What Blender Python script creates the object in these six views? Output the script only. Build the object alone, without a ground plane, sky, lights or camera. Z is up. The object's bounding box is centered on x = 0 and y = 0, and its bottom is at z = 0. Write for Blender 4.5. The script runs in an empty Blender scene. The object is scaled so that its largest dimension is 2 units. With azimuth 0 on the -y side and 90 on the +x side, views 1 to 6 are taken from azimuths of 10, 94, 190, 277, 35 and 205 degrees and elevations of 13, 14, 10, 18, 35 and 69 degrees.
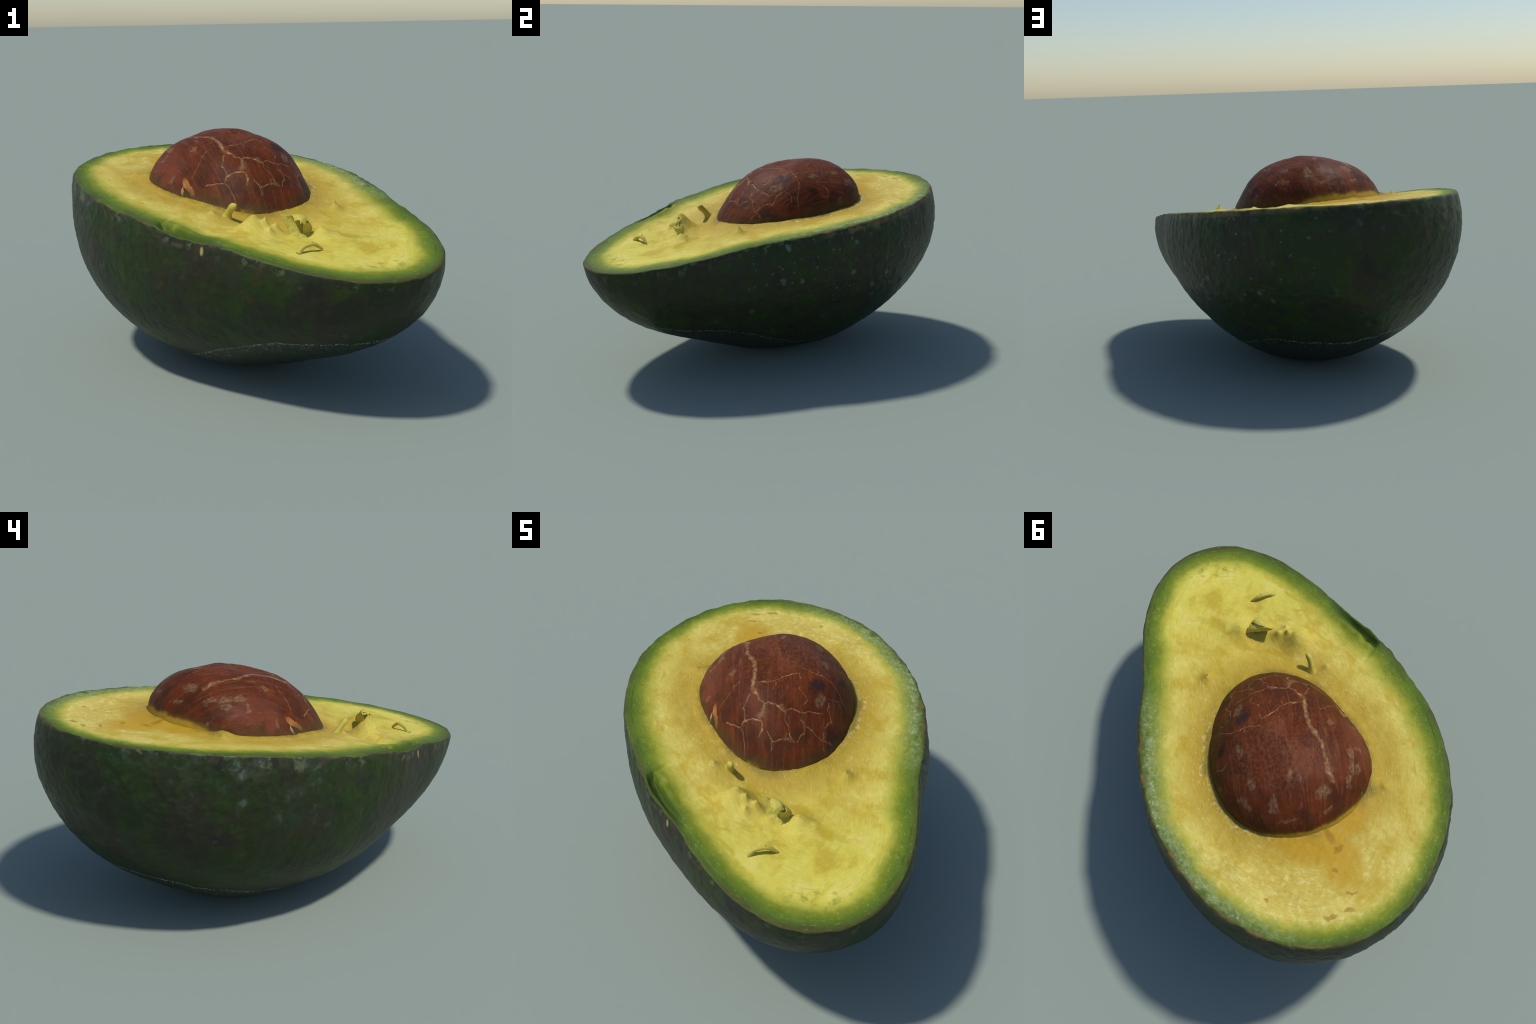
"""Half an avocado with its seed, lying on its rounded back.

Frame: the cut face is a tilted, almost plane surface  z = A + B x + C y.  All
heights 'w' below are measured from that plane.  The outline of the cut, the bowl of
the skin and the dome of the seed are smooth closed curves / shells given by a few
Fourier harmonics in the angle phi round the fruit (and, for the shells, a short
polynomial in the angle alpha away from the cut face).
"""
import bpy, math, random
import numpy as np
from mathutils import Vector, noise

random.seed(7)
PA, PB, PC = 0.83617, -0.08047, 0.09766            # plane of the cut face
def plane(x, y): return PA + PB * x + PC * y

# ------------------------------------------------------------------ curves and shells
RIM_R = [0.8818, -0.0267, -0.0053, -0.0248, -0.2148, -0.0375, -0.0338, -0.0518, 0.0079, -0.0157,
         0.0132, 0.0015, 0.0118, 0.0033, 0.0023, 0.0006, -0.0003, -0.0011, 0.0017]
RIM_W = [0.0063, 0.0171, 0.003, -0.0005, 0.0059, -0.0014, -0.0008, -0.003]   # harmonics 2..5
BOWL = [0.8853, 0.2866, -1.1804, 1.4745, -0.6554, -0.0183, -0.0053, -0.1149, 0.1866, -0.5655,
        0.4019, 0.8145, -1.3439, -0.1286, 0.9902, -0.0238, -0.2139, -0.0052, -0.0357, 0.0186,
        0.7232, 0.0484, -0.9952, -0.1033, 0.35, -0.0371, -0.0349, 0.1003, 0.0384, -0.1405, 0.1128,
        0.3323, -0.1039, -0.2888, -0.0715, -0.0515, 0.01, 0.0686, -0.0288, 0.1861, 0.2203,
        -0.4183, -0.5921, 0.2667, 0.4316, -0.0167, 0.0146, 0.0138, -0.0481, 0.0632, -0.0303,
        -0.1035, 0.077, 0.0027, 0.0129, -0.0222, -0.0437, 0.1039, 0.0345, -0.0854, 0.0002, 0.0044,
        0.0029, -0.0541, -0.0034, 0.1185, 0.0517, -0.0774, -0.0611, 0.0011, -0.0005, -0.0416,
        0.024, 0.1271, -0.0908, -0.0899, 0.074]
SEED = [0.4094, -0.239, 0.0427, 0.0353, -0.0072, -0.0193, -0.0315, 0.1783, 0.1231, -0.6098,
        -0.092, 0.5661, -0.0015, -0.0415, 0.016, 0.0687, -0.1363, -0.0455, 0.1749, -0.0101,
        -0.018, -0.0107, -0.0117, -0.0064, 0.1885, 0.156, -0.1584, -0.1919, -0.0029, 0.0042,
        0.0311, 0.0126, -0.0562, 0.0051, 0.0174, -0.044]
SEED_C = (-0.09, 0.12)                                # seed centre in the cut face

def fourier(c, ph, k0=0):
    y = np.zeros_like(ph)
    if k0 == 0:
        y = y + c[0]; c = c[1:]; k0 = 1
    elif k0 > 1:
        pass
    for i in range(len(c) // 2):
        k = i + k0
        y = y + c[2*i] * np.cos(k*ph) + c[2*i+1] * np.sin(k*ph)
    return y

def shell(coef, ph, al, kmax, orders):
    """radius of a star-shaped shell: harmonics in ph, polynomial in al, fading at the pole"""
    ca, s = np.cos(al), al / (math.pi / 2)
    y = np.zeros(np.broadcast(ph, al).shape); i = 0
    for k in range(kmax + 1):
        for m in range(orders(k)):
            base = ca ** min(k, 2) * s ** m
            y = y + coef[i] * base * np.cos(k*ph); i += 1
            if k:
                y = y + coef[i] * base * np.sin(k*ph); i += 1
    return y

def rim_r(ph): return fourier(RIM_R, ph)
def bowl_r(ph, al): return shell(BOWL, ph, al, 8, lambda k: 5 if k < 5 else 4)
def seed_r(ph, al): return shell(SEED, ph, al, 4, lambda k: 4)
SEED_EQ = [SEED[0]] + [v for k in range(1, 5) for v in (SEED[4 + (k-1)*8], SEED[5 + (k-1)*8])]

def fbm(p, scale, octaves=3, seed=0.0):
    v = Vector((p[0]*scale + seed, p[1]*scale + seed*1.7, p[2]*scale - seed))
    t, amp = 0.0, 1.0
    for _ in range(octaves):
        t += amp * noise.noise(v); v = v * 2.03; amp *= 0.5
    return t
def smooth(e0, e1, x):
    t = np.clip((x - e0) / (e1 - e0), 0, 1); return t*t*(3 - 2*t)
def wrap(a): return (a + math.pi) % (2*math.pi) - math.pi

# ------------------------------------------------------------------ relief of the cut face
# soft peaks left by the knife: x, y, height of the tip above the plane, radius, sharpness
PEAKS = [
    (0.124, -0.525, 0.056, 0.066, 1.8), (0.411, -0.481, 0.020, 0.060, 1.4),
    (0.443, -0.145, 0.032, 0.030, 1.5), (-0.082, -0.427, 0.022, 0.034, 1.0),
    (0.222, -0.522, 0.022, 0.034, 1.2), (0.200, -0.575, 0.012, 0.020, 1.1),
    (0.176, -0.535, 0.010, 0.014, 1.2), (-0.585, 0.083, 0.026, 0.030, 1.0),
    (-0.520, 0.095, 0.018, 0.045, 1.4), (0.060, 0.693, 0.018, 0.040, 1.0),
    (-0.115, 0.717, 0.016, 0.070, 1.4), (0.300, 0.400, 0.010, 0.080, 1.5),
    (0.300, -0.545, -0.015, 0.050, 1.6),
]
# shallow hollow scooped between the seed and the narrow end: x, y, depth, radius
DIPS = [(0.30, -0.45, -0.042, 0.15), (0.08, -0.43, -0.032, 0.13), (0.50, -0.36, -0.014, 0.14),
        (-0.06, -0.62, -0.030, 0.10), (-0.46, 0.86, -0.012, 0.14),
        (0.38, -0.62, -0.012, 0.14), (0.05, 0.60, -0.006, 0.20)]
SLIT_A, SLIT_B = math.radians(-112.5), math.radians(-84.0)   # torn slit behind the rim

def rim_drop(ph):
    """the skin side of the slit has sagged a little"""
    s = (wrap(ph - SLIT_A)) / (SLIT_B - SLIT_A)
    return -0.016 * smooth(-0.06, 0.12, s) * (1 - smooth(0.45, 1.25, s))

def face_w(x, y):
    ph = np.arctan2(y, x); r = np.hypot(x, y); R = rim_r(ph); d = R - r
    w = fourier(RIM_W, ph, 2) * smooth(0.35, 1.0, r / R) + rim_drop(ph) * (1 - smooth(0.03, 0.06, d))
    dip = lambda a, b: sum(h * np.exp(-((a-px)**2 + (b-py)**2) / rad**2) for px, py, h, rad in DIPS)
    w = w + dip(x, y)
    for px, py, h, rad, sh in PEAKS:
        q = np.hypot(x - px, y - py) / rad
        w = w + (h - dip(px, py)) * np.exp(-(q ** sh) * 1.15)
    # slit: blunt deep end at SLIT_A, running out to nothing at SLIT_B
    s = wrap(ph - SLIT_A) / (SLIT_B - SLIT_A)
    depth = 0.036 * smooth(-0.06, 0.09, s) * (1 - smooth(0.30, 1.0, s))
    outer, inner = 0.004, 0.060 - 0.012 * np.clip(s, 0, 1)
    w = w - depth * smooth(outer - 0.004, outer + 0.044, d) * (1 - smooth(inner - 0.012, inner + 0.005, d))
    w = w + 0.006 * np.exp(-((d - inner - 0.02) / 0.02) ** 2) * smooth(0, .1, s) * (1 - smooth(.3, 1.1, s))
    w = w - 0.022 * np.exp(-((x + 0.205)**2 + (y + 0.655)**2) / 0.020**2)           # deepest point
    c0 = wrap(ph - SLIT_A) * r                                                       # crease running inwards
    w = w - 0.007 * np.exp(-((c0 + 0.25*(d - 0.05)) / 0.014)**2) * smooth(0.03, 0.06, d) * (1 - smooth(0.06, 0.20, d))
    w = w - 0.002 * smooth(0.03, 0.12, d)
    # flesh clinging to the foot of the seed, and the socket below it
    sx, sy = x - SEED_C[0], y - SEED_C[1]
    q = np.hypot(sx, sy) / fourier(SEED_EQ, np.arctan2(sy, sx))
    hollow = 0.5 + 0.5 * np.cos(np.arctan2(sy, sx) - math.radians(-160))
    w = w - 0.003 * hollow * np.exp(-((q - 1.17) / 0.12) ** 2)
    w = w + 0.009 * np.exp(-((q - 0.99) / 0.09) ** 2)
    w = w - 0.22 * np.sqrt(np.clip(1 - (q / 0.95) ** 2, 0, 1))
    return w

# ------------------------------------------------------------------ helpers for objects
def new_object(name, verts, faces, mat, parent, smooth_shade=True):
    me = bpy.data.meshes.new(name)
    me.from_pydata([tuple(v) for v in verts], [], faces)
    me.materials.append(mat)
    if smooth_shade:
        me.polygons.foreach_set("use_smooth", [True] * len(me.polygons))
    me.update()
    ob = bpy.data.objects.new(name, me)
    bpy.context.scene.collection.objects.link(ob)
    if parent: ob.parent = parent
    return ob

def grid_faces(nrow, ncol, base=0, closed=True, flip=False):
    out = []
    for i in range(nrow - 1):
        for j in range(ncol if closed else ncol - 1):
            a = base + i*ncol + j; b = base + i*ncol + (j+1) % ncol
            f = (a, b, b + ncol, a + ncol)
            out.append(f[::-1] if flip else f)
    return out

# ------------------------------------------------------------------ node helpers
class Nodes:
    def __init__(self, name):
        self.mat = bpy.data.materials.new(name); self.mat.use_nodes = True
        self.t = self.mat.node_tree; self.t.nodes.clear()
        self.out = self.t.nodes.new("ShaderNodeOutputMaterial")
        self.bsdf = self.t.nodes.new("ShaderNodeBsdfPrincipled")
        self.t.links.new(self.bsdf.outputs[0], self.out.inputs[0])
        self.pos = self.t.nodes.new("ShaderNodeTexCoord").outputs["Object"]
    def put(self, sock, v):
        if isinstance(v, bpy.types.NodeSocket): self.t.links.new(v, sock)
        elif v is not None:
            if sock.type == 'RGBA' and len(v) == 3: v = (*v, 1)
            sock.default_value = v
    def m(self, op, a, b=None, c=None, clamp=False):
        n = self.t.nodes.new("ShaderNodeMath"); n.operation = op; n.use_clamp = clamp
        for s, v in zip(n.inputs, (a, b, c)): self.put(s, v)
        return n.outputs[0]
    def vm(self, op, a, b=None, scale=None):
        n = self.t.nodes.new("ShaderNodeVectorMath"); n.operation = op
        self.put(n.inputs[0], a)
        if b is not None: self.put(n.inputs[1], b)
        if scale is not None: self.put(n.inputs["Scale"], scale)
        return n.outputs["Value" if op in ('LENGTH', 'DISTANCE', 'DOT_PRODUCT') else 0]
    def xyz(self, v):
        n = self.t.nodes.new("ShaderNodeSeparateXYZ"); self.put(n.inputs[0], v); return n.outputs
    def vec(self, x, y, z=0.0):
        n = self.t.nodes.new("ShaderNodeCombineXYZ")
        for s, v in zip(n.inputs, (x, y, z)): self.put(s, v)
        return n.outputs[0]
    def noise(self, scale, v=None, detail=3.0, rough=0.55, stretch=None, color=False, dist=0.0):
        v = self.pos if v is None else v
        if stretch: v = self.vm('MULTIPLY', v, stretch)
        n = self.t.nodes.new("ShaderNodeTexNoise"); self.put(n.inputs["Vector"], v)
        n.inputs["Scale"].default_value = scale; n.inputs["Detail"].default_value = detail
        n.inputs["Roughness"].default_value = rough; n.inputs["Distortion"].default_value = dist
        return n.outputs[1 if color else 0]
    def voronoi(self, scale, v=None, feature='F1', rnd=1.0):
        n = self.t.nodes.new("ShaderNodeTexVoronoi"); n.feature = feature
        self.put(n.inputs["Vector"], self.pos if v is None else v)
        n.inputs["Scale"].default_value = scale; n.inputs["Randomness"].default_value = rnd
        return n.outputs
    def step(self, v, e0, e1, o0=0.0, o1=1.0):
        n = self.t.nodes.new("ShaderNodeMapRange"); n.interpolation_type = 'SMOOTHSTEP'; n.clamp = False
        flip = e0 > e1
        if flip: e0, e1, o0, o1 = e1, e0, o1, o0
        for k, x in zip(("Value", "From Min", "From Max", "To Min", "To Max"), (v, e0, e1, o0, o1)):
            self.put(n.inputs[k], x)
        return n.outputs[0]
    def mix(self, f, a, b):
        n = self.t.nodes.new("ShaderNodeMix"); n.data_type = 'RGBA'
        self.put(n.inputs[0], f); self.put(n.inputs[6], a); self.put(n.inputs[7], b)
        return n.outputs[2]
    def ramp(self, v, stops):
        n = self.t.nodes.new("ShaderNodeValToRGB"); self.put(n.inputs[0], v)
        e = n.color_ramp.elements
        while len(e) < len(stops): e.new(0.5)
        for el, (p, c) in zip(e, stops): el.position = p; el.color = (*c, 1)
        return n.outputs[0]
    def fourier(self, c, ph, derivative=False):
        """sum of harmonics of the angle ph (same coefficients as the geometry)"""
        tot = None
        dtot = None
        for i in range((len(c) - 1) // 2):
            k = i + 1; a, b = c[1 + 2*i], c[2 + 2*i]
            kp = self.m('MULTIPLY', ph, float(k))
            co, si = self.m('COSINE', kp), self.m('SINE', kp)
            tot = self.m('MULTIPLY_ADD', co, a, c[0] if tot is None else tot)
            tot = self.m('MULTIPLY_ADD', si, b, tot)
            if derivative:
                dtot = self.m('MULTIPLY_ADD', co, k*b, 0.0 if dtot is None else dtot)
                dtot = self.m('MULTIPLY_ADD', si, -k*a, dtot)
        return (tot, dtot) if derivative else tot
    def ellipse(self, v, cx, cy, rx, ry, ang=0.0, soft=0.6):
        """soft elliptic patch in the x,y of v"""
        p = self.vm('SUBTRACT', v, (cx, cy, 0.0))
        ca, sa = math.cos(ang), math.sin(ang)
        u = self.vm('DOT_PRODUCT', p, (ca/rx, sa/rx, 0.0)); w = self.vm('DOT_PRODUCT', p, (-sa/ry, ca/ry, 0.0))
        return self.step(self.m('ADD', self.m('MULTIPLY', u, u), self.m('MULTIPLY', w, w)), 1.0 + soft, 1.0 - soft)
    def most(self, items):
        t = items[0]
        for i in items[1:]: t = self.m('MAXIMUM', t, i)
        return t
    def bump(self, h, strength, dist):
        n = self.t.nodes.new("ShaderNodeBump"); n.inputs["Strength"].default_value = strength
        n.inputs["Distance"].default_value = dist; self.put(n.inputs["Height"], h)
        self.t.links.new(n.outputs[0], self.bsdf.inputs["Normal"])
    def finish(self, color, rough, spec):
        self.put(self.bsdf.inputs["Base Color"], color); self.put(self.bsdf.inputs["Roughness"], rough)
        self.put(self.bsdf.inputs["Specular IOR Level"], spec)
        return self.mat

def polar(N):
    x, y, z = N.xyz(N.pos)
    ph = N.m('ARCTAN2', y, x)
    r = N.m('SQRT', N.m('MULTIPLY_ADD', x, x, N.m('MULTIPLY', y, y)))
    w = N.m('SUBTRACT', N.m('SUBTRACT', z, PA), N.m('MULTIPLY_ADD', x, PB, N.m('MULTIPLY', y, PC)))
    return x, y, z, ph, r, w

def window(N, ph, deg, half, soft=0.35):
    """1 within +-half degrees of direction deg, fading outside"""
    c = N.m('COSINE', N.m('SUBTRACT', ph, math.radians(deg)))
    return N.step(c, math.cos(math.radians(half) * (1 + soft)), math.cos(math.radians(half) * (1 - soft)))

# ------------------------------------------------------------------ material: flesh
def flesh_material(name="avocado_flesh", shred=False):
    N = Nodes(name); x, y, z, ph, r, w = polar(N)
    flat = N.vec(x, y, 0.0)
    if shred:
        col = N.mix(N.step(N.noise(30), .4, .65), (0.50, 0.43, 0.070), (0.55, 0.465, 0.090))
        return N.finish(col, 0.6, 0.25)
    R, dR = N.fourier(RIM_R, ph, True)
    slope = N.m('DIVIDE', dR, R)
    d = N.m('DIVIDE', N.m('SUBTRACT', R, r), N.m('SQRT', N.m('MULTIPLY_ADD', slope, slope, 1.0)))
    d = N.m('SUBTRACT', d, N.m('MULTIPLY', N.m('MINIMUM', N.m('ADD', w, 0.02), 0.0), -0.9)) 
    n1, n2 = N.noise(5.0, flat, 2), N.noise(28.0, flat, 3)
    dw = N.m('ADD', d, N.m('MULTIPLY_ADD', n1, 0.07, -0.035))
    dw = N.m('ADD', dw, N.m('MULTIPLY_ADD', n2, 0.030, -0.015))
    dw = N.m('MULTIPLY', dw, N.m('ADD', 1.0, N.m('MULTIPLY', window(N, ph, 120, 60, 0.5), 0.35)))
    # green rind fading through olive to lemon and then deeper yellow
    band = N.ramp(N.m('DIVIDE', dw, 0.30), [
        (0.00, (0.068, 0.072, 0.016)), (0.03, (0.074, 0.102, 0.016)), (0.10, (0.084, 0.136, 0.014)),
        (0.19, (0.120, 0.182, 0.012)), (0.29, (0.210, 0.245, 0.018)), (0.40, (0.365, 0.365, 0.040)),
        (0.56, (0.590, 0.500, 0.100)), (0.70, (0.595, 0.475, 0.088)), (1.00, (0.555, 0.425, 0.072))])
    # broad cloudy tone; the narrow end is lemon, the blunt end carries wet highlights painted pale
    cloud = N.noise(6.0, flat, 4, 0.6)
    inner = N.step(dw, 0.08, 0.17)
    tipward = N.m('MULTIPLY', N.step(N.m('MULTIPLY_ADD', x, 0.55, N.m('MULTIPLY', y, -0.83)), 0.35, 0.85), inner)
    col = N.mix(N.m('MULTIPLY', tipward, 0.7), band, (0.640, 0.580, 0.082))
    blunt = N.m('MULTIPLY', N.step(N.m('MULTIPLY_ADD', x, -0.4, N.m('MULTIPLY', y, 0.9)), 0.35, 0.75), inner)
    glint_noise = N.noise(30.0, flat, 5, 0.7)
    col = N.mix(N.m('MULTIPLY', blunt, N.step(glint_noise, 0.46, 0.70, 0.0, 0.75)), col, (0.78, 0.655, 0.235))
    col = N.mix(N.m('MULTIPLY', N.step(cloud, 0.48, 0.64), N.m('MULTIPLY', inner, 0.75)), col, (0.48, 0.340, 0.030))
    col = N.mix(N.m('MULTIPLY', N.step(cloud, 0.46, 0.32), N.m('MULTIPLY', inner, 0.7)), col, (0.69, 0.59, 0.150))
    # ochre round the seed, deepened for baked shading and darkness at the contact
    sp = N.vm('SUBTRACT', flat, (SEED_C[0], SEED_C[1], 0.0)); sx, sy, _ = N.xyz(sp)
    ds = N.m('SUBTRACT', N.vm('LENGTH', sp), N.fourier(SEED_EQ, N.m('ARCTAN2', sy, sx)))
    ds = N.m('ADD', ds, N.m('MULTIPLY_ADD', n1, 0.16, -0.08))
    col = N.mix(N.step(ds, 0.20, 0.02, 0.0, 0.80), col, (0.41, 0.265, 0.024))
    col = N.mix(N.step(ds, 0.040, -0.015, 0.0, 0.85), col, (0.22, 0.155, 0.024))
    sphi = N.m('ARCTAN2', sy, sx)
    pale_foot_line = N.m('MULTIPLY', window(N, sphi, 55, 62, 0.4), N.m('MULTIPLY', N.step(ds, 0.0, 0.016), N.step(ds, 0.045, 0.022)))
    col = N.mix(N.m('MULTIPLY', pale_foot_line, N.step(N.noise(38, flat, 2), 0.46, 0.66, 0.0, 0.55)), col, (0.72, 0.60, 0.28))
    # specular glints coloured into the flesh as pale streaks and flecks
    arc = N.vec(N.m('MULTIPLY', ph, 5.0), N.m('MULTIPLY', d, 46.0), 0.0)
    st = N.noise(2.2, arc, 5, 0.65, dist=0.4)
    col = N.mix(N.m('MULTIPLY', N.step(st, 0.56, 0.74), N.m('MULTIPLY', inner, 0.55)), col, (0.76, 0.68, 0.29))
    col = N.mix(N.m('MULTIPLY', N.step(st, 0.46, 0.28), N.m('MULTIPLY', inner, 0.6)), col, (0.43, 0.31, 0.028))
    fl = N.noise(75.0, N.vm('MULTIPLY', arc, (0.10, 0.035, 1.0)), 2, 0.5)
    col = N.mix(N.m('MULTIPLY', N.m('MULTIPLY_ADD', inner, 0.6, 0.4), N.step(fl, 0.60, 0.80, 0.0, 0.55)), col, (0.72, 0.67, 0.30))
    fleck = N.voronoi(42.0, N.vm('ADD', flat, N.vm('SCALE', N.noise(9, flat, 1, color=True), scale=0.03)))
    rind = N.m('MULTIPLY', N.step(dw, 0.02, 0.05), N.step(dw, 0.16, 0.10))
    col = N.mix(N.m('MULTIPLY', N.step(fleck[0], 0.32, 0.05), N.m('MULTIPLY', rind, 0.32)), col, (0.36, 0.42, 0.13))
    # frosted side of the rind: a pale haze with fine flecks
    frost = N.m('MULTIPLY', window(N, ph, 62, 46, 0.5), N.m('MULTIPLY', N.step(dw, 0.006, 0.030), N.step(dw, 0.15, 0.05)))
    fr = N.noise(46.0, N.vm('MULTIPLY', N.vec(ph, d, 0.0), (0.9, 1.5, 1.0)), 4, 0.7)
    haze = N.step(N.noise(22.0, flat, 4, 0.65), 0.30, 0.66)
    col = N.mix(N.m('MULTIPLY', N.m('MULTIPLY', frost, haze), 0.45), col, (0.36, 0.40, 0.20))
    col = N.mix(N.m('MULTIPLY', N.m('MULTIPLY', frost, haze), N.step(fr, 0.50, 0.70, 0.0, 0.65)), col, (0.60, 0.64, 0.44))
    # brown bruises between seed and blunt end, dark flecks at the narrow end
    wv = N.vm('ADD', flat, N.vm('SCALE', N.vm('SUBTRACT', N.noise(14, flat, 3, color=True), (0.5, 0.5, 0.5)), scale=0.075))
    amber = N.most([N.ellipse(wv, -0.51, 0.48, 0.09, 0.17, 0.7, 0.9), N.ellipse(wv, -0.40, 0.50, 0.17, 0.07, 0.2, 0.9), N.ellipse(wv, -0.50, 0.28, 0.06, 0.10, 0.3, 0.9)])
    col = N.mix(N.m('MULTIPLY', amber, 0.85), col, (0.47, 0.275, 0.014))
    brown = N.most([N.ellipse(wv, *e, soft=0.8) for e in (
        (-0.530, 0.545, 0.017, 0.012), (-0.660, 0.701, 0.028, 0.011, 0.5), (-0.590, 0.755, 0.026, 0.008, 0.4),
        (-0.445, 0.400, 0.055, 0.020, 2.4), (-0.303, 0.796, 0.014, 0.008), (-0.505, 0.450, 0.030, 0.012, 1.0),
        (-0.640, 0.620, 0.030, 0.006, 0.6))])
    col = N.mix(N.m('MULTIPLY', brown, 0.60), col, (0.27, 0.135, 0.012))
    tip = N.m('MULTIPLY', N.ellipse(flat, 0.745, -0.80, 0.17, 0.085, 0.65, 0.5), N.step(N.noise(24, flat, 2), 0.50, 0.68))
    col = N.mix(N.m('MULTIPLY', tip, 0.55), col, (0.20, 0.21, 0.022))
    vein = N.most([N.ellipse(wv, 0.30, -0.80, 0.16, 0.010, -0.35, 0.9), N.ellipse(wv, -0.19, -0.50, 0.012, 0.07, 0.5, 0.9),
                   N.ellipse(wv, 0.02, -0.60, 0.10, 0.012, -0.4, 0.9), N.ellipse(wv, 0.46, -0.68, 0.02, 0.014, 0, 0.9)])
    col = N.mix(N.m('MULTIPLY', vein, 0.55), col, (0.50, 0.36, 0.02))
    # stretched smears and wrinkles of deeper yellow across the scooped hollow
    sm = N.noise(5.0, N.vm('MULTIPLY', N.vm('ADD', flat, N.vm('SCALE', N.noise(6, flat, 2, color=True), scale=0.12)), (1.0, 3.2, 1.0)), 4, 0.6)
    zone = N.ellipse(flat, 0.30, -0.46, 0.36, 0.26, 0.4, 0.7)
    col = N.mix(N.m('MULTIPLY', zone, N.step(sm, 0.52, 0.66, 0.0, 0.55)), col, (0.42, 0.31, 0.022))
    col = N.mix(N.m('MULTIPLY', zone, N.step(sm, 0.42, 0.30, 0.0, 0.55)), col, (0.66, 0.56, 0.12))
    flank = N.m('MULTIPLY', window(N, ph, -12, 42, 0.5), inner)
    run = N.noise(5.0, N.vm('MULTIPLY', flat, (4.0, 1.0, 1.0)), 4, 0.6)
    col = N.mix(N.m('MULTIPLY', flank, N.step(run, 0.54, 0.66, 0.0, 0.5)), col, (0.50, 0.385, 0.022))
    # the torn slit is raw green
    s_in = N.m('MULTIPLY', window(N, ph, -101, 12, 0.4), N.step(d, 0.066, 0.040))
    col = N.mix(N.m('MULTIPLY', s_in, 0.85), col, (0.052, 0.088, 0.012))
    # brownish cut edge of the skin
    edge = N.m('MULTIPLY', N.m('MULTIPLY', window(N, ph, 80, 48), N.step(dw, 0.022, 0.002)), N.step(N.noise(16, flat, 3), 0.42, 0.60))
    col = N.mix(N.m('MULTIPLY', edge, 0.8), col, (0.19, 0.135, 0.04))
    N.bump(N.m('ADD', st, N.m('MULTIPLY', n2, 0.6)), 0.25, 0.008)
    return N.finish(col, 0.60, 0.18)

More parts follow.
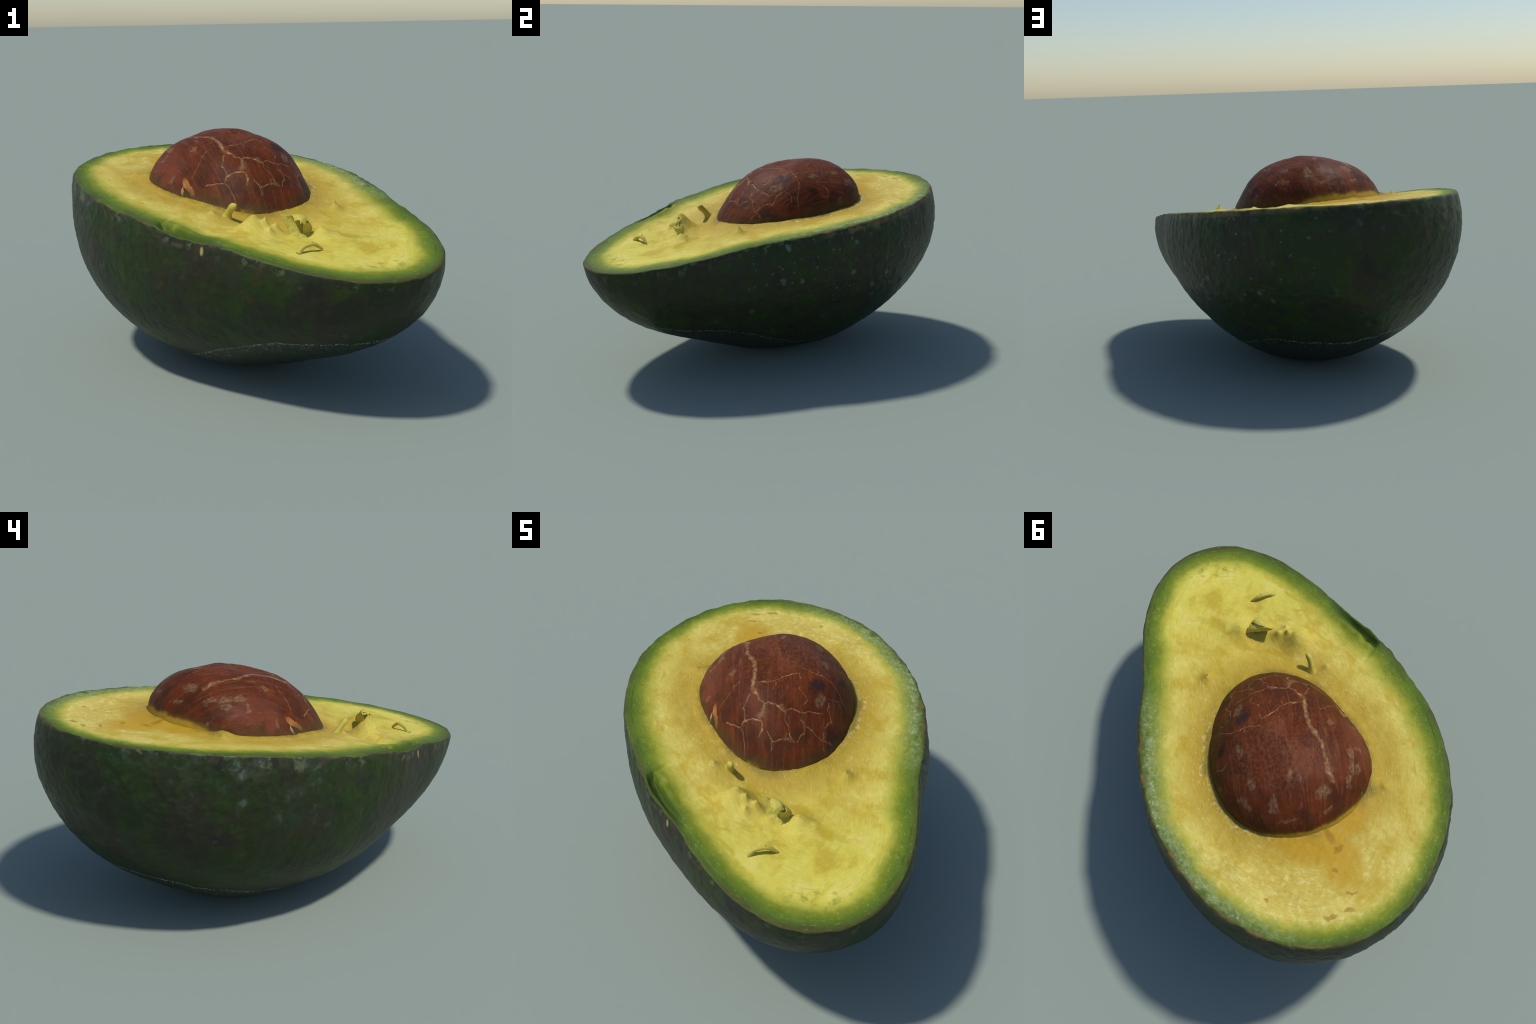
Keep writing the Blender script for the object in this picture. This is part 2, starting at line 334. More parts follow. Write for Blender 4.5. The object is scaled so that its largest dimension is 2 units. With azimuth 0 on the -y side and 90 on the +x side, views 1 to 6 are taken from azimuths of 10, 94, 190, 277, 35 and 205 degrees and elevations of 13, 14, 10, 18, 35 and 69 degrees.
# ------------------------------------------------------------------ material: skin
SCUFF = [0.752, -0.034, 0.104, 0.038, 0.269, 0.058, 0.037]     # contact line under the bowl
def skin_material():
    N = Nodes("avocado_skin"); x, y, z, ph, r, w = polar(N)
    al = N.m('ARCTAN2', N.m('MULTIPLY', w, -1.0), r)
    along = N.vec(N.m('MULTIPLY', ph, 9.0), N.m('MULTIPLY', al, 3.2), 0.0)
    seam = N.vec(N.m('COSINE', ph), N.m('SINE', ph), N.m('MULTIPLY', al, 0.5))
    big, mid = N.noise(3.2, None, 4, 0.6), N.noise(9.0, None, 4, 0.6)
    fine = N.noise(34.0, None, 3, 0.6)
    streak = N.noise(16.0, seam, 4, 0.65)
    col = N.mix(N.step(big, 0.38, 0.62), (0.027, 0.025, 0.013), (0.017, 0.035, 0.006))
    col = N.mix(N.step(mid, 0.50, 0.68, 0.0, 0.75), col, (0.027, 0.051, 0.005))
    col = N.mix(N.step(mid, 0.44, 0.30, 0.0, 0.8), col, (0.016, 0.017, 0.013))
    col = N.mix(N.step(N.noise(4.5, N.vm('ADD', N.pos, (5, 2, 1)), 3), 0.54, 0.68, 0.0, 0.7), col, (0.022, 0.036, 0.017))
    col = N.mix(N.step(streak, 0.56, 0.74, 0.0, 0.35), col, (0.040, 0.054, 0.020))
    col = N.mix(N.step(fine, 0.60, 0.74, 0.0, 0.35), col, (0.050, 0.060, 0.034))
    # russet scars
    scar = N.m('MULTIPLY', N.step(N.noise(8.0, N.vm('ADD', N.pos, (1, 7, 3)), 2), 0.66, 0.74), 0.6)
    col = N.mix(scar, col, (0.060, 0.030, 0.012))
    # pale lenticels, thick on the +x +y shoulder and sparse elsewhere
    jit = N.vm('ADD', N.pos, N.vm('SCALE', N.noise(12, None, 2, color=True), scale=0.05))
    v1, v2 = N.voronoi(24.0, jit), N.voronoi(11.0, N.vm('ADD', jit, (3, 1, 2)))
    crowd = N.m('MULTIPLY', window(N, ph, 52, 48, 0.5), N.step(al, 0.75, 0.12))
    pick = N.step(N.xyz(v1[1])[0], 0.35, 0.5)
    dots = N.m('MULTIPLY', N.m('MULTIPLY', N.step(v1[0], 0.23, 0.07), pick), crowd)
    dots2 = N.m('MULTIPLY', N.m('MULTIPLY', N.step(v2[0], 0.24, 0.08), N.step(N.xyz(v2[1])[1], 0.55, 0.65)),
                N.m('MULTIPLY_ADD', crowd, 0.9, 0.16))
    col = N.mix(N.m('MULTIPLY', N.m('MAXIMUM', dots, dots2), 0.75), col, (0.135, 0.185, 0.170))
    # waxy grey bloom below the rim on the -x side
    bloom = N.m('MULTIPLY', window(N, ph, 176, 30, 0.6), N.step(al, 0.50, 0.06))
    bl = N.noise(13.0, N.vm('ADD', N.pos, (2, 9, 4)), 4, 0.6)
    col = N.mix(N.m('MULTIPLY', bloom, N.step(bl, 0.50, 0.62, 0.0, 0.40)), col, (0.050, 0.068, 0.044))
    col = N.mix(N.m('MULTIPLY', bloom, N.step(bl, 0.62, 0.70, 0.0, 0.45)), col, (0.14, 0.18, 0.15))
    col = N.mix(N.m('MULTIPLY', bloom, N.step(bl, 0.42, 0.34, 0.0, 0.9)), col, (0.016, 0.020, 0.010))
    # crumbs of flesh and frayed pale skin along the cut
    cr = N.noise(17.0, None, 4, 0.62)
    lip = N.m('MULTIPLY', N.step(al, 0.080, 0.03), N.step(cr, 0.54, 0.68))
    col = N.mix(N.m('MULTIPLY', lip, 0.55), col, (0.150, 0.170, 0.090))
    col = N.mix(N.m('MULTIPLY', N.step(al, 0.05, 0.01), N.step(cr, 0.48, 0.40, 0.0, 0.7)), col, (0.060, 0.045, 0.028))
    tan = N.m('MULTIPLY', N.m('MULTIPLY', window(N, ph, 80, 48), N.step(al, 0.040, 0.008)), N.step(N.noise(12, None, 3), 0.40, 0.58))
    col = N.mix(N.m('MULTIPLY', tan, 0.8), col, (0.17, 0.125, 0.045))
    # one pale drop of flesh dried on the skin
    drop = N.ellipse(N.vec(ph, al, 0.0), math.radians(-93.6), 0.050, 0.010, 0.022, 0.10, 0.6)
    col = N.mix(N.m('MULTIPLY', drop, 0.85), col, (0.34, 0.33, 0.11))
    # thin broken chalky line where it once stood, plain below
    ring = N.m('SUBTRACT', al, N.fourier(SCUFF, ph))
    ring = N.m('ADD', ring, N.m('MULTIPLY_ADD', N.noise(6, None, 2), 0.08, -0.085))
    line = N.m('MULTIPLY', N.step(N.m('ABSOLUTE', ring), 0.013, 0.004), N.step(N.noise(90, None, 1), 0.48, 0.56))
    under = N.m('MULTIPLY', N.m('MULTIPLY', N.step(ring, 0.0, 0.01), N.step(ring, 0.22, 0.05)), N.step(N.noise(120, None, 0), 0.71, 0.75))
    plain = N.step(ring, 0.0, 0.02, 0.0, 0.75)
    col = N.mix(plain, col, (0.022, 0.031, 0.021))
    col = N.mix(N.m('MAXIMUM', N.m('MULTIPLY', line, 0.75), N.m('MULTIPLY', under, 0.6)), col, (0.23, 0.26, 0.22))
    pebble = N.voronoi(46.0, jit, 'SMOOTH_F1')[0]
    N.bump(N.m('ADD', N.m('ADD', mid, N.m('MULTIPLY', fine, 0.5)), N.m('MULTIPLY_ADD', pebble, -0.35, N.m('MULTIPLY', N.m('MAXIMUM', dots, dots2), 0.4))), 0.28, 0.012)
    return N.finish(col, 0.45, 0.24)

# ------------------------------------------------------------------ material: seed
# marks on the seed in a flat chart of its dome: (0,0) is the top, radius 1 the foot
CRACKS = [   # width, points
    (0.026, [(.11, -.49), (.02, -.46), (-.02, -.40), (-.05, -.35), (-.11, -.26), (-.17, -.205), (-.24, -.14), (-.33, -.09)]),
    (0.020, [(-.33, -.09), (-.38, -.01), (-.43, .06)]),
    (0.032, [(-.43, .06), (-.48, .13), (-.54, .17)]),
    (0.009, [(.11, -.50), (.17, -.49), (.24, -.46), (.33, -.45), (.37, -.41), (.45, -.38), (.54, -.31), (.61, -.24)]),
    (0.007, [(.01, -.38), (.05, -.35), (.12, -.30), (.16, -.25), (.17, -.20), (.21, -.14), (.25, -.10), (.28, -.12)]),
    (0.006, [(.14, -.30), (.16, -.33), (.16, -.38)]),
    (0.006, [(.22, -.03), (.28, .0), (.34, .01), (.40, .05), (.51, .11), (.63, .11), (.72, .11), (.85, .14)]),
    (0.006, [(.32, -.21), (.37, -.24), (.44, -.25), (.43, -.31)]),
    (0.022, [(.17, -.50), (.18, -.54), (.19, -.60)]),
    (0.012, [(.19, -.60), (.24, -.64), (.26, -.72)]),
    (0.007, [(.01, -.50), (.01, -.56), (.02, -.61), (.08, -.69)]),
    (0.009, [(.21, -.62), (.14, -.65), (.08, -.70), (.06, -.76), (.12, -.81), (.17, -.87), (.22, -.95)]),
    (0.009, [(.34, -.44), (.37, -.50), (.41, -.53), (.45, -.56), (.53, -.58)]),
    (0.009, [(.44, -.34), (.48, -.37), (.50, -.42), (.54, -.44), (.56, -.48), (.56, -.56)]),
    (0.009, [(.54, -.44), (.62, -.415), (.71, -.40), (.84, -.355)]),
    (0.009, [(.60, -.10), (.64, -.16), (.69, -.19), (.735, -.21), (.70, -.30), (.73, -.37), (.80, -.45)]),
    (0.006, [(-.17, -.43), (-.22, -.52), (-.27, -.62), (-.31, -.69)]),
    (0.007, [(.30, -.66), (.37, -.69), (.46, -.61)]),
    (0.006, [(.37, -.69), (.41, -.75)]),
    (0.006, [(.43, .42), (.49, .49), (.56, .51), (.64, .57)]),
    (0.006, [(.58, -.08), (.66, .02), (.80, .03)]),
    (0.006, [(.06, -.76), (-.04, -.78), (-.14, -.80)]),
]
def seed_material():
    N = Nodes("avocado_seed"); x, y, z, ph, r, w = polar(N)
    p = N.vec(N.m('SUBTRACT', x, SEED_C[0]), N.m('SUBTRACT', y, SEED_C[1]), w)
    n = N.t.nodes.new("ShaderNodeVectorMath"); n.operation = 'NORMALIZE'; N.put(n.inputs[0], p)
    ux, uy, uz = N.xyz(n.outputs[0])
    k = N.m('DIVIDE', 1.0, N.m('ADD', uz, 1.0))
    u = N.vec(N.m('MULTIPLY', ux, k), N.m('MULTIPLY', uy, k), 0.0)      # flat chart
    wob = N.vm('SUBTRACT', N.noise(11.0, u, 3, color=True), (0.5, 0.5, 0.5))
    uw = N.vm('MULTIPLY', N.vm('ADD', u, N.vm('SCALE', wob, scale=0.075)), (1, 1, 0))
    ub = N.vm('MULTIPLY', N.vm('ADD', u, N.vm('SCALE', wob, scale=0.15)), (1, 1, 0))
    ax, ay, _ = N.xyz(u)
    a = math.radians(32)                                               # grain runs along the fruit
    gu = N.m('MULTIPLY_ADD', ax, math.cos(a), N.m('MULTIPLY', ay, math.sin(a)))
    gv = N.m('MULTIPLY_ADD', ax, -math.sin(a), N.m('MULTIPLY', ay, math.cos(a)))
    grain = N.noise(5.0, N.vec(N.m('MULTIPLY', gu, 5.0), N.m('MULTIPLY', gv, 0.7), 0.0), 5, 0.68, dist=0.6)
    soft = N.noise(4.0, u, 3, 0.55); spot = N.noise(9.0, N.vec(N.m('MULTIPLY', gu, 2.2), gv, 3.0), 3, 0.6)
    col = N.mix(N.step(soft, 0.35, 0.65), (0.072, 0.018, 0.007), (0.128, 0.028, 0.008))
    col = N.mix(N.step(grain, 0.52, 0.70, 0.0, 0.65), col, (0.185, 0.055, 0.013))
    col = N.mix(N.step(grain, 0.46, 0.30, 0.0, 0.6), col, (0.050, 0.015, 0.007))
    long = N.noise(4.0, N.vec(N.m('MULTIPLY', gu, 6.5), N.m('MULTIPLY', gv, 0.45), 7.0), 4, 0.7, dist=0.3)
    col = N.mix(N.step(long, 0.52, 0.72, 0.0, 0.40), col, (0.215, 0.088, 0.036))
    # dusty top, rosy flank
    col = N.mix(N.m('MULTIPLY', N.ellipse(ub, 0.05, 0.22, 0.36, 0.30, 0.3, 0.9), N.step(N.noise(26, u, 3), 0.4, 0.7, 0.0, 0.55)), col, (0.170, 0.072, 0.040))
    col = N.mix(N.m('MULTIPLY', N.ellipse(ub, -0.66, -0.42, 0.30, 0.20, 2.1, 0.9), 0.55), col, (0.200, 0.058, 0.032))
    # shading toward the seed's bottom, put into the colour as darker brown
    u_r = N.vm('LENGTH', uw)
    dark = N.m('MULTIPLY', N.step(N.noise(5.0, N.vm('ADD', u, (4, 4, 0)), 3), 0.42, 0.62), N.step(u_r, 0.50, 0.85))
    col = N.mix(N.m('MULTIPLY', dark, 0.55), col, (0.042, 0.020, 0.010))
    fuzz = N.noise(30.0, N.vec(N.m('MULTIPLY', gu, 2.2), gv, 2.0), 4, 0.7)
    col = N.mix(N.m('MULTIPLY', N.step(u_r, 0.75, 0.25), N.step(fuzz, 0.48, 0.70, 0.0, 0.5)), col, (0.235, 0.085, 0.034))
    # grey-cream scuffs
    scuff = [(-.51, .31, .075, .05, .9), (-.63, .42, .05, .03, .9), (-.60, -.13, .030, .10, .45), (-.64, -.03, .028, .07, .3),
             (-.73, -.05, .03, .05, .3), (-.33, .67, .08, .03, .5), (-.16, .57, .03, .07, .5), (.07, .69, .03, .07, .6),
             (.10, .49, .035, .04, .6), (.19, -.56, .045, .035, 1.), (-.32, -.34, .04, .025, .5), (-.66, -.25, .05, .025, .3),
             (-.67, .10, .03, .05, .3), (.53, -.16, .06, .035, 1.2), (.14, .68, .06, .03, .5), (.49, .71, .06, .03, .5),
             (-.48, .12, .05, .04, .9), (.32, .26, .03, .06, .5), (.30, -.45, .04, .02, .2), (.47, -.60, .05, .02, .4),
             (-.18, .30, .03, .05, .5), (-.59, -.60, .05, .03, .5), (-.92, .16, .08, .03, 1.8)]
    pale = N.most([N.ellipse(ub, *e, soft=0.85) for e in scuff])
    fray = N.step(N.noise(22, N.vec(N.m('MULTIPLY', gu, 2.0), gv, 1.0), 3, .65), 0.30, 0.72)
    col = N.mix(N.m('MULTIPLY', N.m('MULTIPLY', pale, fray), 0.50), col, (0.33, 0.235, 0.130))
    col = N.mix(N.step(spot, 0.60, 0.78, 0.0, 0.45), col, (0.22, 0.135, 0.095))
    # two dark bruises and the torn orange patch
    col = N.mix(N.m('MULTIPLY', N.ellipse(ub, .435, -.07, .055, .085, -0.5, 0.8), 0.85), col, (0.024, 0.018, 0.018))
    col = N.mix(N.m('MULTIPLY', N.ellipse(ub, .55, .29, .05, .075, 0.3, 0.9), 0.8), col, (0.020, 0.010, 0.006))
    chip = N.most([N.ellipse(uw, -.41, -.735, .040, .085, 0.45, 0.45), N.ellipse(uw, -.345, -.83, .030, .07, 0.6, 0.5)])
    col = N.mix(chip, col, N.mix(N.step(N.noise(14, u, 2), 0.4, 0.6), (0.30, 0.120, 0.040), (0.42, 0.190, 0.050)))
    col = N.mix(N.ellipse(uw, -.475, -.80, .018, .06, -0.2, 0.5), col, (0.40, 0.28, 0.13))
    # network of cracks: nearest distance to each polyline
    best = None
    for width, pts in CRACKS:
        for (x0, y0), (x1, y1) in zip(pts, pts[1:]):
            bx, by = x1 - x0, y1 - y0; L2 = bx*bx + by*by
            pa = N.vm('SUBTRACT', uw, (x0, y0, 0))
            t = N.m('MINIMUM', N.m('MAXIMUM', N.m('MULTIPLY', N.vm('DOT_PRODUCT', pa, (bx, by, 0)), 1.0 / L2), 0.0), 1.0)
            dist = N.m('MULTIPLY', N.vm('DISTANCE', pa, N.vm('SCALE', (bx, by, 0), scale=t)), 1.0 / width)
            best = dist if best is None else N.m('MINIMUM', best, dist)
    breakup = N.step(N.noise(13.0, u, 3, 0.6), 0.32, 0.62, 0.30, 1.0)
    crack = N.m('MULTIPLY', N.step(best, 0.95, 0.10), breakup)
    tone = N.mix(N.step(N.noise(17.0, u, 3), 0.42, 0.64), (0.26, 0.115, 0.040), (0.46, 0.29, 0.135))
    col = N.mix(N.m('MULTIPLY', crack, 0.75), col, tone)
    # ragged dark olive-brown fringe along the foot
    foot = N.m('ADD', w, N.m('MULTIPLY_ADD', N.noise(6.0, None, 4, 0.65), 0.20, -0.10))
    col = N.mix(N.step(foot, 0.070, 0.000, 0.0, 0.70), col, (0.072, 0.050, 0.014))
    sp = N.m('ARCTAN2', uy, ux)                                        # flesh drawn up the blunt side
    ramp_w = N.m('SUBTRACT', N.m('MULTIPLY', window(N, sp, 138, 34, 0.6), 0.042), 0.004)
    draw = N.m('SUBTRACT', N.m('MULTIPLY_ADD', N.noise(9.0, None, 4, 0.65), 0.060, -0.032), N.m('SUBTRACT', w, ramp_w))
    col = N.mix(N.step(draw, -0.022, -0.002, 0.0, 0.8), col, (0.13, 0.068, 0.015))
    col = N.mix(N.step(draw, -0.010, 0.012, 0.0, 1.0), col, (0.40, 0.250, 0.026))
    N.bump(grain, 0.25, 0.006)
    return N.finish(col, 0.52, 0.09)

# ------------------------------------------------------------------ build: skin + flesh
def build_body(root, mat_skin, mat_flesh):
    NP = 900
    ph = np.linspace(-math.pi, math.pi, NP, endpoint=False)
    jag = np.array([fbm((math.cos(p)*1.0, math.sin(p)*1.0, 0), 10.0, 5, 2.0) for p in ph])
    fray = np.array([fbm((math.cos(p), math.sin(p), 0.3), 14.0, 3, 9.0) for p in ph])
    R = rim_r(ph) + 0.0060 * jag + 0.0045 * np.array([fbm((math.cos(p), math.sin(p), 0.7), 6.0, 2, 4.0) for p in ph])
    hw = fourier(RIM_W, ph, 2) + rim_drop(ph) + 0.0055 * np.array([fbm((math.cos(p), math.sin(p), 0), 11.0, 3, 5.0) for p in ph])
    e = 0.012                                                  # rounding of the cut edge
    al0 = np.arctan2(-hw, R)
    k_fit = np.hypot(R, hw) / bowl_r(ph, al0)
    def bowl_point(al):
        rho = bowl_r(ph, al) * (1 + (k_fit - 1) * np.exp(-((al - al0) / 0.13) ** 2))
        return np.stack([rho*np.cos(al)*np.cos(ph), rho*np.cos(al)*np.sin(ph), -rho*np.sin(al)], -1)
    rows = []                                                  # each row: (NP,3) with w in column 2
    NR = 185
    fr = np.linspace(0.004, 1, NR)
    for f in fr:
        r = (R - e) * f
        x, y = r*np.cos(ph), r*np.sin(ph)
        rows.append(np.stack([x, y, face_w(x, y)], -1))
    corner_r, corner_w = R, hw
    A = rows[-1]
    dal = e / R
    Bp = bowl_point(al0 + dal * 1.3)
    C = np.stack([R*np.cos(ph), R*np.sin(ph), hw], -1)
    A[:, 2] = 0.5 * A[:, 2] + 0.5 * hw
    ub = np.clip(0.62 + 0.42 * fray, 0.3, 0.95)                # where flesh ends and skin begins
    bez = lambda t: ((1-t)**2)[:, None]*A + (2*t*(1-t))[:, None]*C + (t**2)[:, None]*Bp
    for s in np.linspace(0, 1, 7)[1:]: rows.append(bez(ub * s))
    n_flesh = len(rows)
    for s in np.linspace(0, 1, 6)[1:]: rows.append(bez(ub + (1 - ub) * s))
    NB = 190
    a1 = al0 + dal * 1.3
    for s in np.linspace(0, 1, NB)[1:]:
        al = a1 + (math.pi/2 - 0.004 - a1) * (s ** 1.12)
        rows.append(bowl_point(al))
    P = np.array(rows)
    P[..., 2] += plane(P[..., 0], P[..., 1])
    # lumps on skin and flesh
    nrow = len(P)
    for i in range(nrow):
        if i < NR - 6:
            d = (R - np.hypot(P[i, :, 0], P[i, :, 1]))
            if i % 1 == 0:
                P[i, :, 2] += [0.0055 * fbm(q, 5.0, 4, 1.0) + 0.0016 * fbm(q, 34.0, 2, 3.0) for q in P[i]]
        elif i >= n_flesh + 4:
            fade = min(1.0, (i - n_flesh - 4) / 8)
            nrm = P[i] - np.array([0, 0, PA + 0.05]); nrm /= np.linalg.norm(nrm, axis=1)[:, None]
            dis = np.array([0.0040 * fbm(q, 4.5, 3, 6.0) + 0.0018 * fbm(q, 22.0, 2, 4.0) for q in P[i]])
            # pebbled hide, coarsest on the blunt end and just below the rim
            depth_in = (i - n_flesh) / NB
            coarse = (0.35 + 0.65 * (0.5 + 0.5 * np.cos(ph - math.radians(110)))) * (1 - smooth(0.25, 0.75, depth_in))
            if coarse.max() > 0.02:
                peb = np.array([max(0.0, noise.noise(Vector(q) * 27.0)) + 0.5 * max(0.0, noise.noise(Vector(q) * 52.0)) for q in P[i]])
                dis = dis + 0.0055 * coarse * (peb - 0.24)
            P[i] += nrm * (dis * fade)[:, None]
    low = P[..., 2].min(); P[..., 2] -= low                    # stand on the ground
    ctr_top, ctr_bot = P[0].mean(0), P[-1].mean(0)
    V = P.reshape(-1, 3); nv = len(V)
    V = np.vstack([V, ctr_top, ctr_bot])
    F = [(nv, j, (j+1) % NP) for j in range(NP)]
    F_flesh = F + grid_faces(n_flesh, NP, 0, True, flip=True)
    F_skin = grid_faces(nrow - n_flesh + 1, NP, (n_flesh-1)*NP, True, flip=True)
    F_skin += [(nv+1, (nrow-1)*NP + (j+1) % NP, (nrow-1)*NP + j) for j in range(NP)]
    whole = bpy.data.meshes.new("whole"); whole.from_pydata([tuple(v) for v in V], [], F_flesh + F_skin); whole.update()
    nor = np.empty(len(V)*3); whole.vertices.foreach_get("normal", nor); nor = nor.reshape(-1, 3)
    if nor[nv][2] < 0: nor = -nor
    bpy.data.meshes.remove(whole)
    # each part is closed by a hidden inner wall so that flesh and skin both have thickness
    def part(name, faces, row0, row1, mat, cap_top, cap_bot, wall_scale):
        keep = V[row0*NP:(row1+1)*NP]; nk = len(keep); base = row0*NP
        verts = list(keep); norms = list(nor[row0*NP:(row1+1)*NP])
        verts.append(ctr_top if cap_top else ctr_bot); norms.append(nor[nv] if cap_top else nor[nv+1])
        cap = nk
        fs = [tuple(cap if q >= nv else q - base for q in f) for f in faces]
        # inner wall: rings sweeping from the border to a point deep under the cut face
        border = 0 if not cap_top else nk // NP - 1
        ring0 = keep[border*NP:(border+1)*NP]
        body_rows = P[n_flesh+34:nrow:6]
        prev = border*NP; start = len(verts)
        for rr in body_rows:
            q = rr * 1.0; c0 = np.array([0, 0, PA - low])
            q = c0 + (q - c0) * wall_scale
            b = len(verts); verts += list(q); norms += list(np.zeros_like(q))
            for j in range(NP):
                f = (prev + j, prev + (j+1) % NP, b + (j+1) % NP, b + j)
                fs.append(f[::-1] if cap_top else f)
            prev = b
        verts.append(verts[prev:prev+NP][0] * 0 + np.mean(verts[prev:prev+NP], axis=0)); norms.append(np.zeros(3))
        for j in range(NP):
            f = (prev + j, prev + (j+1) % NP, len(verts) - 1)
            fs.append(f[::-1] if cap_top else f)
        ob = new_object(name, verts, fs, mat, root)
        ob.data.normals_split_custom_set_from_vertices([tuple(n) for n in norms])
        return ob
    fl = part("flesh", F_flesh, 0, n_flesh - 1, mat_flesh, True, False, 0.950)
    sk = part("skin", F_skin, n_flesh - 1, nrow - 1, mat_skin, False, True, 0.965)
    return low

# ------------------------------------------------------------------ build: seed
def seg_dist(ux, uy):
    best = np.full(ux.shape, 9.0)
    for width, pts in CRACKS:
        for (x0, y0), (x1, y1) in zip(pts, pts[1:]):
            bx, by = x1-x0, y1-y0
            t = np.clip(((ux-x0)*bx + (uy-y0)*by) / (bx*bx+by*by), 0, 1)
            best = np.minimum(best, np.hypot(ux-x0-t*bx, uy-y0-t*by) / width)
    return best

def build_seed(root, mat, low):
    NP, NA = 420, 170
    ph = np.linspace(-math.pi, math.pi, NP, endpoint=False)
    rows = []
    for al in np.linspace(math.pi/2 - 0.006, -0.02, NA):
        a = max(al, 0.0)
        rho = seed_r(ph, np.full(NP, a))
        rho = rho + 0.016 * np.exp(-(wrap(ph - math.radians(-100)) / 0.45) ** 2 - ((a - 0.25) / 0.35) ** 2)
        tt = math.cos(a) / (1 + math.sin(a))
        rho = rho - 0.0010 * np.exp(-(seg_dist(tt*np.cos(ph), tt*np.sin(ph)) / 1.0) ** 2)
        rows.append(np.stack([rho*math.cos(al)*np.cos(ph), rho*math.cos(al)*np.sin(ph), rho*math.sin(al)], -1))
    eq = rows[-1]
    for t in np.linspace(0, 1, 30)[1:]:                        # hidden lower half in its socket
        a = t * (math.pi/2 - 0.02)
        q = eq * 1.0
        q[:, :2] *= math.cos(a) * (1 - 0.10 * min(1, t*6)); q[:, 2] = eq[:, 2] - 0.185 * math.sin(a); rows.append(q)
    P = np.array(rows)
    for i in range(NA):
        q = P[i]; n = q / np.linalg.norm(q, axis=1)[:, None]
        P[i] += n * np.array([0.0035*fbm(v, 8.0, 3, 3.0) + 0.0012*fbm(v, 30.0, 2, 8.0) for v in q])[:, None]
    P[..., 0] += SEED_C[0]; P[..., 1] += SEED_C[1]
    P[..., 2] += plane(P[..., 0], P[..., 1]) - low
    V = P.reshape(-1, 3); nv = len(V)
    verts = list(V) + [P[0].mean(0), P[-1].mean(0)]
    F = grid_faces(len(P), NP, 0, True, flip=True)
    F += [(nv, j, (j+1) % NP) for j in range(NP)]
    F += [(nv+1, (len(P)-1)*NP + (j+1) % NP, (len(P)-1)*NP + j) for j in range(NP)]
    return new_object("seed", verts, F, mat, root)

# ------------------------------------------------------------------ build: shreds of flesh
def sheet(name, path, mat, root, low, nu=60, nv=14, thick=0.007):
    """thin torn flap: path(u, v) -> x, y, w; given thickness along its normals"""
    P = np.array([[path(u, v) for u in np.linspace(0, 1, nu)] for v in np.linspace(0, 1, nv)])
    P[..., 2] += plane(P[..., 0], P[..., 1]) - low
    du = np.gradient(P, axis=1); dv = np.gradient(P, axis=0)
    n = np.cross(du, dv); n /= np.linalg.norm(n, axis=2)[..., None] + 1e-9
    for i in range(nv):
        for j in range(nu): P[i, j] += n[i, j] * 0.004 * fbm(P[i, j], 45, 2, 4)
    t = thick * (1 - 0.75*np.linspace(0, 1, nv) ** 3)[:, None, None]
    a, b = P + n*t*0.5, P - n*t*0.5
    V = np.vstack([a.reshape(-1, 3), b.reshape(-1, 3)]); m = nu*nv
    F = grid_faces(nv, nu, 0, False) + grid_faces(nv, nu, m, False, flip=True)
    edge = [j for j in range(nu)] + [i*nu + nu-1 for i in range(1, nv)] + [(nv-1)*nu + j for j in range(nu-2, -1, -1)] + [i*nu for i in range(nv-2, 0, -1)]
    for p, q in zip(edge, edge[1:] + edge[:1]): F.append((q, p, p + m, q + m))
    return new_object(name, V, F, mat, root)

def spline(pts, t):
    """Catmull-Rom through pts, t in 0..1"""
    n = len(pts) - 1; s = min(max(t, 0), 1) * n; i = min(int(s), n-1); f = s - i
    p = [np.array(pts[min(max(i+k, 0), n)], float) for k in (-1, 0, 1, 2)]
    return 0.5*((2*p[1]) + (p[2]-p[0])*f + (2*p[0]-5*p[1]+4*p[2]-p[3])*f*f + (3*p[1]-p[0]-3*p[2]+p[3])*f**3)

def tube(name, pts, mat, root, low, nu=28, nv=12, flat=1.0):
    """tapered finger: pts = (x, y, w, radius)"""
    rows = []
    for i in range(nu):
        t = i/(nu-1); q = spline(pts, t); d = spline(pts, min(t+.02, 1)) - spline(pts, max(t-.02, 0))
        d3 = Vector(d[:3]).normalized(); sx = d3.cross(Vector((0.35, 0.94, 0.0))).normalized(); sy = d3.cross(sx)
        for j in range(nv):
            a = 2*math.pi*j/nv
            v = Vector(q[:3]) + sx*math.cos(a)*q[3]*flat + sy*math.sin(a)*q[3]
            rows.append((v.x, v.y, v.z + plane(v.x, v.y) - low))
    F = grid_faces(nu, nv, 0, True) + [tuple(range(nv))[::-1], tuple((nu-1)*nv + j for j in range(nv))]
    return new_object(name, rows, F, mat, root)

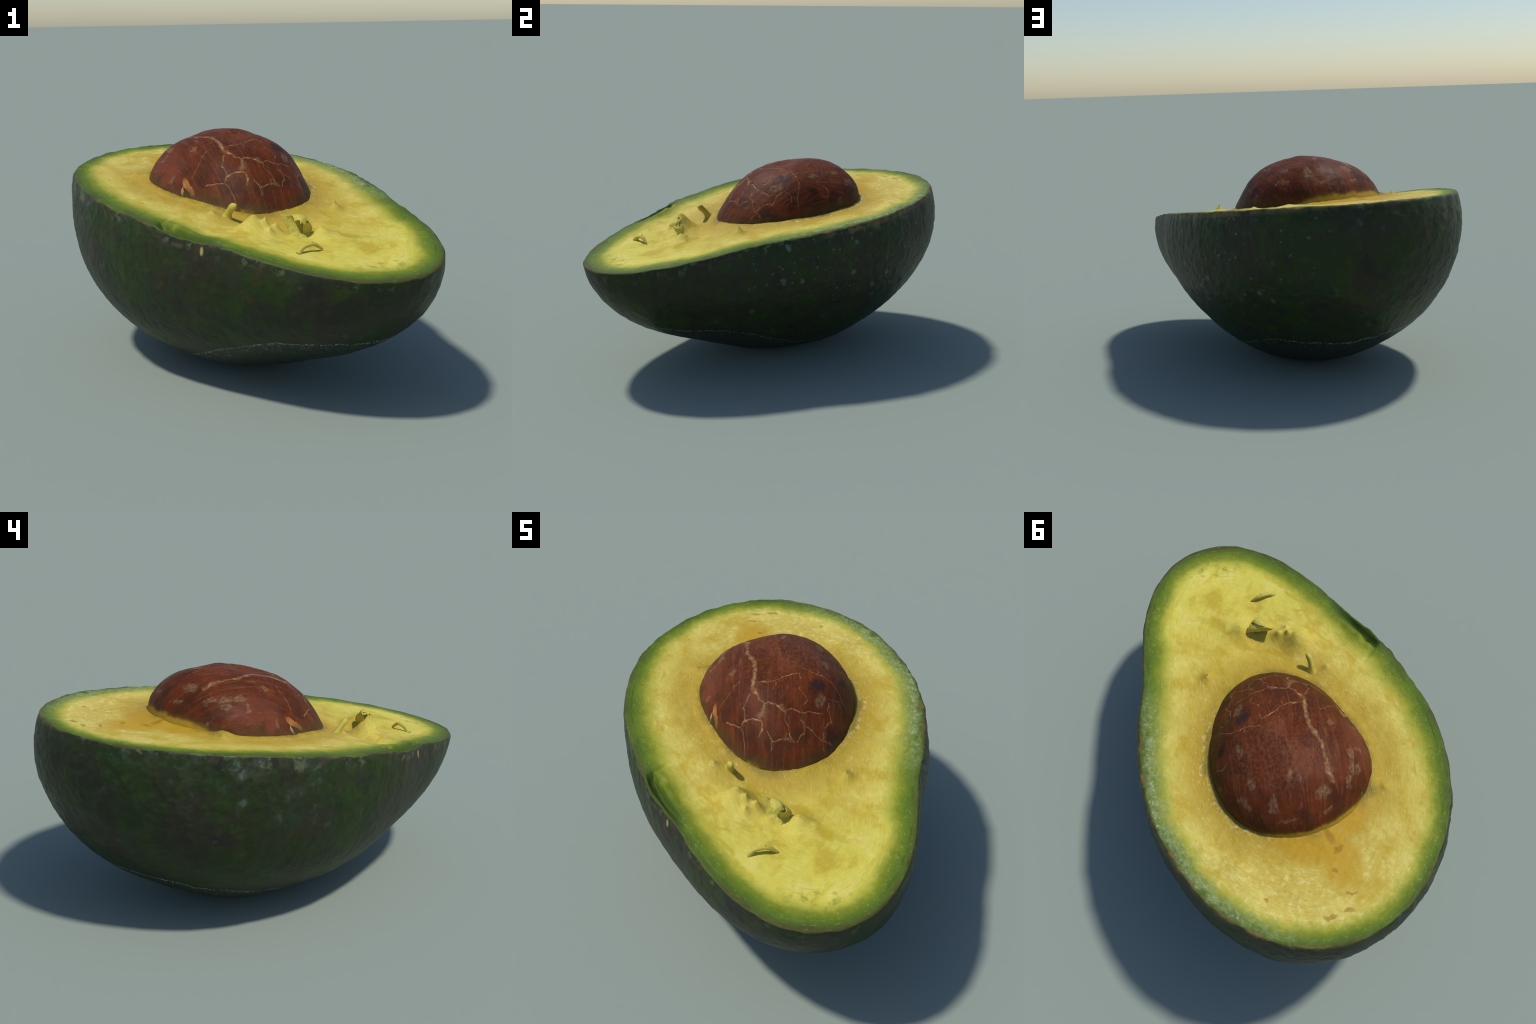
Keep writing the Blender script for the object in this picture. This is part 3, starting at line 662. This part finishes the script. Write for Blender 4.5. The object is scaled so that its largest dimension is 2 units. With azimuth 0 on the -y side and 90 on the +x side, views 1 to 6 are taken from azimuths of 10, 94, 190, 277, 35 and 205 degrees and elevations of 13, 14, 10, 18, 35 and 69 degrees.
def build_shreds(flesh_parent, mat, low):
    # the large curled flap: pointed at the left, rolled over at the right
    base = [(0.292, -0.537, -0.032), (0.315, -0.539, -0.036), (0.345, -0.533, -0.040), (0.361, -0.514, -0.038),
            (0.352, -0.498, -0.030), (0.338, -0.505, -0.020)]
    top = [(0.240, -0.510, 0.057), (0.285, -0.504, 0.058), (0.330, -0.505, 0.058), (0.362, -0.506, 0.034),
           (0.366, -0.528, 0.036), (0.345, -0.545, 0.046)]
    bulge = [0.002, 0.022, 0.040, 0.034, 0.016, 0.0]
    def flap(u, v):
        b, t = spline(base, u), spline(top, u)
        k = np.interp(u, np.linspace(0, 1, 6), bulge) * math.sin(math.pi*v)
        return b*(1-v) + t*v + np.array([k*0.25, k, 0])
    sheet("flesh_shred", flap, mat, flesh_parent, low, 70, 20, 0.006)
    def lid(u, v):                                             # torn lip folded over its top
        b = spline([(0.285, -0.506, 0.057), (0.318, -0.500, 0.062), (0.345, -0.505, 0.055), (0.362, -0.516, 0.040)], u)
        t = spline([(0.305, -0.540, 0.042), (0.322, -0.545, 0.050), (0.338, -0.552, 0.046), (0.350, -0.548, 0.032)], u)
        return b*(1-v) + t*v + np.array([0, 0, 0.010*math.sin(math.pi*v)])
    sheet("flesh_shred", lid, mat, flesh_parent, low, 36, 16, 0.005)
    tube("flesh_shred", [(0.332, -0.535, 0.048, 0.007), (0.335, -0.550, 0.046, 0.004), (0.335, -0.562, 0.041, 0.0025)], mat, flesh_parent, low)
    # hooked finger beside the seed
    tube("flesh_shred", [(-0.026, -0.386, -0.030, 0.026), (-0.018, -0.395, -0.004, 0.015), (-0.006, -0.410, 0.022, 0.012),
                         (0.010, -0.426, 0.044, 0.013), (0.022, -0.433, 0.050, 0.011), (0.029, -0.437, 0.049, 0.006)], mat, flesh_parent, low, flat=1.35)
    # thin bridge near the narrow end, hollow beneath
    tube("flesh_shred", [(0.350, -0.757, -0.026, 0.018), (0.366, -0.740, -0.004, 0.011), (0.390, -0.716, 0.004, 0.010),
                         (0.408, -0.700, 0.004, 0.010), (0.424, -0.687, -0.008, 0.008), (0.440, -0.674, -0.022, 0.005)], mat, flesh_parent, low, flat=0.8)
    tube("flesh_shred", [(0.396, -0.710, 0.006, 0.007), (0.399, -0.708, 0.013, 0.004), (0.400, -0.708, 0.019, 0.002)], mat, flesh_parent, low)
    # small torn triangle by the foot of the seed
    tube("flesh_shred", [(0.450, -0.140, -0.012, 0.026), (0.446, -0.143, 0.010, 0.018), (0.442, -0.147, 0.030, 0.008), (0.440, -0.149, 0.040, 0.003)], mat, flesh_parent, low, flat=0.55)

root = bpy.data.objects.new("avocado_half", None)
bpy.context.scene.collection.objects.link(root)
root["label"] = "halved ripe avocado with brown cracked seed in yellow flesh"
root["category"] = "avocado"
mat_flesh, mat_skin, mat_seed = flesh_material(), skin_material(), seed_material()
mat_shred = flesh_material("torn_flesh", True)
low = build_body(root, mat_skin, mat_flesh)
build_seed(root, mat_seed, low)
build_shreds(bpy.data.objects["flesh"], mat_shred, low)
